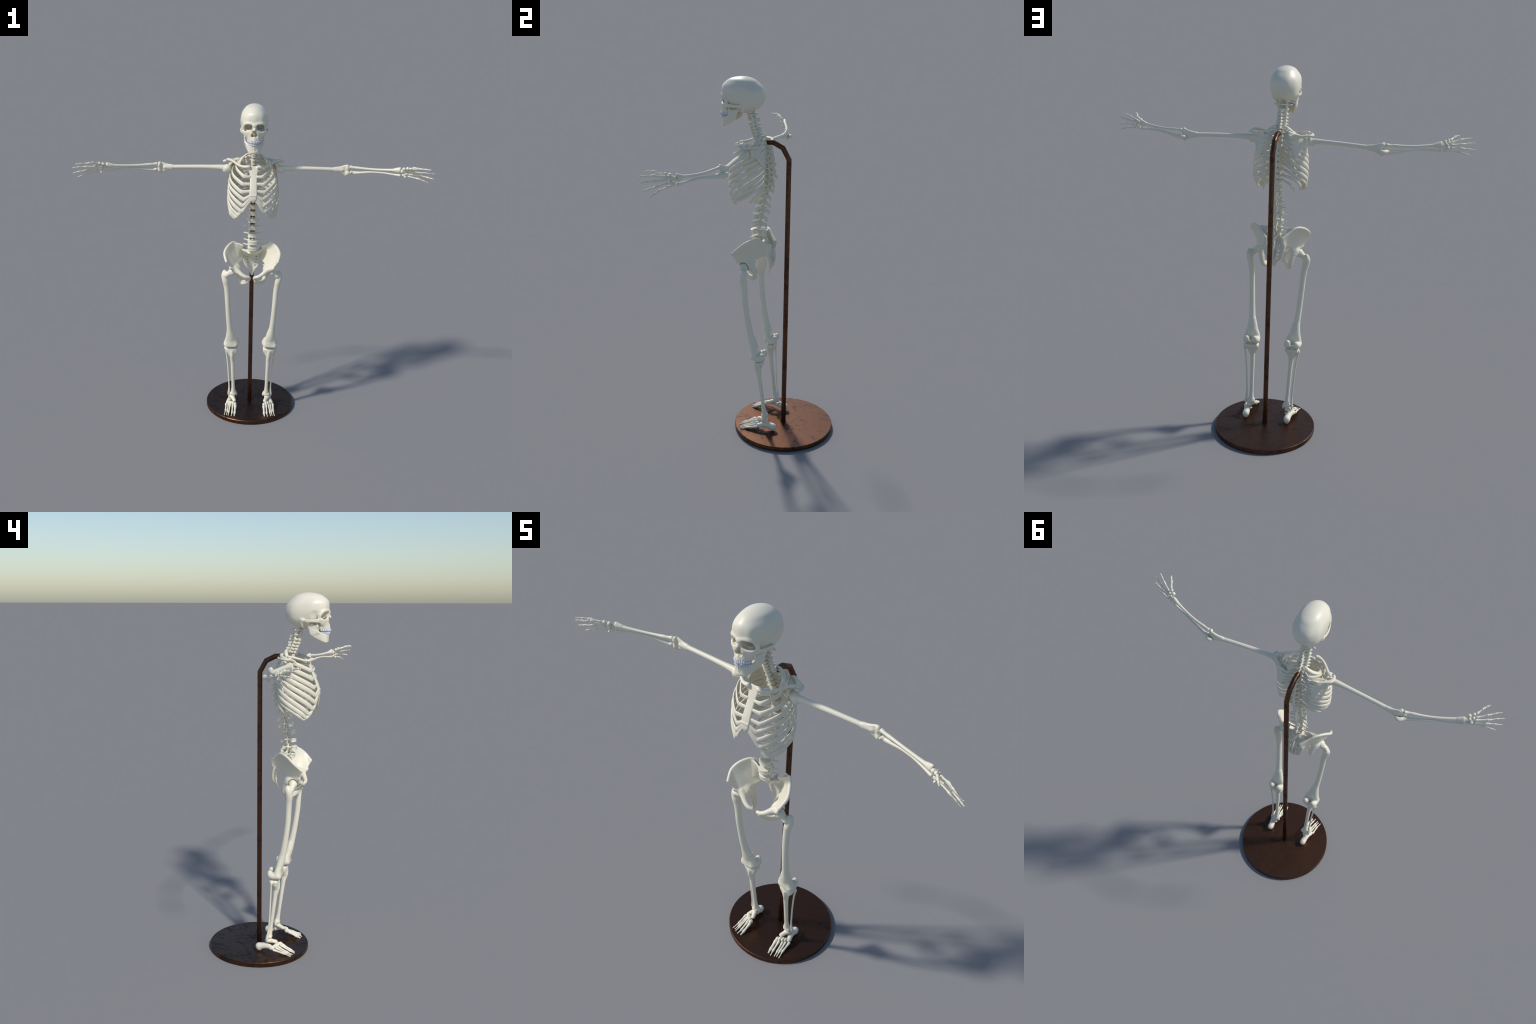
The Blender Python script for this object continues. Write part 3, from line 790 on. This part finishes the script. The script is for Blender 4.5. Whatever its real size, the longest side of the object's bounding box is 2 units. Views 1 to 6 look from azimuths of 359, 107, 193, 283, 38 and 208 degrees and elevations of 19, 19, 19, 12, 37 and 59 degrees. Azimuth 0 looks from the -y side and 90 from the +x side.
def build_femur():
    S = Solid((-.196, -.198, .445), (-.058, -.015, 1.035), .0024)
    S.ball((-.116, -.1585, .9990), .0238, .003)
    S.tube([(-.118, -.158, .997), (-.134, -.157, .988), (-.150, -.154, .976)], [.0165, .0160, .0180], .008)
    S.tube([(-.1625, -.139, .990), (-.165, -.144, .968), (-.158, -.1465, .938), (-.152, -.144, .906), (-.147, -.142, .86), (-.144, -.139, .80), (-.1405, -.132, .74), (-.136, -.1215, .67), (-.131, -.110, .61), (-.126, -.0995, .565), (-.122, -.090, .535)],
           [.0120, .0178, .0200, .0180, .0166, .0160, .0160, .0168, .0182, .0205, .0225], .008, n=4)
    S.ball((-.1635, -.1385, .978), (.0135, .0165, .0180), .006)
    S.ball((-.155, -.125, .994), (.009, .008, .010), .005, cut=True)
    # flare and condyles
    S.patch([[(-.121, -.1035, .592), (-.133, -.1035, .592)], [(-.115, -.098, .565), (-.135, -.098, .565)], [(-.107, -.091, .535), (-.140, -.091, .535)], [(-.094, -.083, .508), (-.148, -.083, .505)], [(-.092, -.084, .490), (-.152, -.084, .487)]], [.0125, .0160, .0165, .0165, .0155], .010)
    S.ball((-.121, -.0925, .512), (.028, .0135, .030), .008)
    S.patch([[(-.098, -.093, .505), (-.146, -.093, .502)], [(-.096, -.096, .4815), (-.150, -.096, .4795)]], .009, .008)
    S.tube([(-.094, -.084, .489), (-.0915, -.064, .4865), (-.092, -.047, .4895), (-.096, -.040, .504)], [.0170, .0205, .0200, .014], .008)
    S.tube([(-.150, -.084, .487), (-.149, -.064, .4855), (-.147, -.048, .4880), (-.143, -.041, .501)], [.0165, .0195, .0190, .013], .008)
    S.tube([(-.120, -.018, .474), (-.120, -.040, .492), (-.120, -.028, .512)], [.0095, .0105, .009], .004, cut=True)
    return S.mesh(2)


pair("femur", build_femur())


def build_tibia():
    S = Solid((-.172, -.112, .075), (-.06, .005, .475), .0022)
    S.tube([(-.118, -.067, .435), (-.1155, -.069, .405), (-.1125, -.0655, .36), (-.1105, -.0580, .30), (-.1085, -.0490, .23), (-.107, -.0405, .165), (-.1065, -.0345, .128), (-.1065, -.031, .110)],
           [.024, .0170, .0132, .0118, .0110, .0112, .0150, .0165], .008, n=4)
    S.patch([[(-.090, -.075, .4490), (-.090, -.051, .4520)], [(-.118, -.080, .4460), (-.118, -.048, .4490)], [(-.147, -.073, .4480), (-.147, -.050, .4510)]], [.0120, .0125, .0118], .006)
    S.patch([[(-.094, -.072, .435), (-.140, -.070, .433)], [(-.104, -.071, .412), (-.126, -.070, .412)]], [.014, .012], .008)
    S.tube([(-.116, -.086, .432), (-.1155, -.084, .405), (-.114, -.076, .375)], [.008, .0085, .006], .008)
    S.tube([(-.119, -.060, .458), (-.119, -.058, .470)], [.009, .006], .006)
    S.tube([(-.095, -.030, .118), (-.0885, -.027, .105), (-.0875, -.026, .097)], [.011, .0085, .006], .006)
    S.patch([[(-.098, -.040, .112), (-.120, -.040, .112)], [(-.098, -.022, .112), (-.120, -.022, .112)]], .0085, .006)
    return S.mesh(2)


pair("tibia", build_tibia())
pair("fibula", loft([(-.158, -.0535, .4545), (-.158, -.0535, .446), (-.1555, -.0515, .430), (-.1505, -.0495, .400), (-.145, -.0465, .350), (-.1405, -.0435, .295), (-.1365, -.0390, .22), (-.1335, -.0340, .165), (-.1345, -.0295, .130), (-.1365, -.0260, .110), (-.1375, -.0245, .095)],
                    [.0060, .0085, .0065, .0050, .0046, .0046, .0046, .0050, .0068, .0078, .0045], n=5, seg=14, side=(1, 0, 0)))


def build_heel():
    S = Solid((-.165, -.075, .018), (-.075, .055, .105), .0018)
    S.tube([(-.1215, .025, .054), (-.1215, .012, .055), (-.124, -.008, .060), (-.129, -.028, .062), (-.135, -.042, .061)], [.0175, .0185, .0172, .0155, .0135], .005, n=4)
    S.ball((-.1215, .0215, .0495), (.0165, .0190, .0232), .006)
    S.tube([(-.118, -.016, .068), (-.102, -.022, .067)], [.009, .0055], .005)
    S.ball((-.119, -.026, .0825), (.016, .017, .012), .004, cut=True)
    return S.mesh(2)


def blob(c, r, cuts=(), h=.0016, extra=()):
    S = Solid(np.array(c) - .062, np.array(c) + .062, h)
    S.ball(c, r)
    for e in extra: S.tube(e[0], e[1], .004)
    for q, rr in cuts: S.ball(q, rr, .002, cut=True)
    return S.mesh(1)


def build_tarsus():
    return join([
        blob((-.1125, -.030, .0905), (.0180, .0215, .0135), extra=[([(-.1085, -.042, .086), (-.0985, -.0680, .0785)], [.0125, .0112])]),     # talus
        blob((-.0925, -.0935, .0650), (.0098, .0140, .0130)),
        blob((-.1055, -.0865, .0715), (.0080, .0150, .0105)),
        blob((-.1180, -.0790, .0685), (.0080, .0150, .0110)),
        blob((-.1285, -.0700, .0635), (.0080, .0140, .0110)),
        blob((-.1400, -.0530, .0580), (.0122, .0175, .0135))])


FEET = pair("foot", build_tarsus())
pair("heel_bone", build_heel(), FEET)
TOES = [  # metatarsal base, head, toe tip, radius
    ((-.0905, -.1020, .0615), (-.0940, -.1555, .0340), (-.0964, -.1735, .0265), .0084),
    ((-.1080, -.0955, .0650), (-.1110, -.1550, .0355), (-.1156, -.1800, .0285), .0066),
    ((-.1235, -.0850, .0610), (-.1312, -.1455, .0355), (-.1348, -.1715, .0275), .0062),
    ((-.1350, -.0745, .0575), (-.1412, -.1365, .0360), (-.1454, -.1655, .0280), .0062),
    ((-.1510, -.0620, .0530), (-.1528, -.1260, .0370), (-.1600, -.1650, .0270), .0068)]
for i, (a, b, c, r) in enumerate(TOES):
    pair("metatarsal", phalanx(a, b, r * 1.12, r * 1.0, .78, .95), FEET)
    b, c = np.array(b), np.array(c)
    if i == 0:
        pair("phalanx", phalanx(b, c, .0074, .0050, .95, .85, .0004), FEET)
    else:
        pair("phalanx", phalanx(b, c, .0046, .0027, 1.05, .9, .0004), FEET)

# ================================================================== STAND
CY, R0, H = .0505, .2825, .0252


def build_base():
    n = 48
    prof = [(0, 0), (R0 - .002, 0), (R0, .002), (R0, H - .003), (R0 - .003, H), (0, H)]
    V, F = [], []
    for r, z in prof[1:-1]:
        for j in range(n):
            t = j * math.tau / n; V.append((r * math.sin(t), CY - r * math.cos(t), z))
    for i in range(3):
        for j in range(n):
            k = (j + 1) % n; F.append((i * n + j, i * n + k, (i + 1) * n + k, (i + 1) * n + j))
    F.append(tuple(range(n))[::-1]); F.append(tuple(3 * n + j for j in range(n)))
    return V, F


def smooth_by_angle(ob, deg):
    me = ob.data
    import bmesh
    bm = bmesh.new(); bm.from_mesh(me)
    for e in bm.edges:
        e.smooth = len(e.link_faces) == 2 and e.calc_face_angle() < math.radians(deg)
    bm.to_mesh(me); bm.free()


BASE = make("base", build_base(), mat=BRONZE); smooth_by_angle(BASE, 30)


def build_rod():
    # hand-bent rod: straight sections joined by mitred corners
    P = [(0, CY, H - .002), (0, CY, 1.583), (0, .0165, 1.6425), (0, -.034, 1.6675), (0, -.0695, 1.6685)]
    rad, seg = .0134, 24; V, F = [], []
    P = np.array(P)
    for i, c in enumerate(P):
        d0 = P[i] - P[i - 1] if i else P[1] - P[0]; d1 = P[i + 1] - P[i] if i < len(P) - 1 else P[i] - P[i - 1]
        d0 = d0 / np.linalg.norm(d0); d1 = d1 / np.linalg.norm(d1)
        t = d0 + d1; t /= np.linalg.norm(t)
        up = np.cross((1, 0, 0), t); up /= np.linalg.norm(up)
        k = 1 / max(t @ d0, .3)
        for j in range(seg):
            a = j * math.tau / seg
            V.append(c + rad * (math.cos(a) * V3(1, 0, 0) + math.sin(a) * up * k))
    N = len(P)
    for i in range(N - 1):
        for j in range(seg):
            k = (j + 1) % seg; F.append((i * seg + j, i * seg + k, (i + 1) * seg + k, (i + 1) * seg + j))
    F.append(tuple(range(seg))[::-1]); F.append(tuple((N - 1) * seg + j for j in range(seg)))
    return V, F


ROD = make("rod", build_rod(), mat=BRONZE); smooth_by_angle(ROD, 24)

t = np.linspace(0, math.tau, 33)[:-1]
ring = [(.0142 * math.cos(a), CY + .0142 * math.sin(a), H + .0004) for a in t]
make("collar", loft(ring + ring[:1], .0016, n=1, seg=8, cap=False), mat=BRONZE)
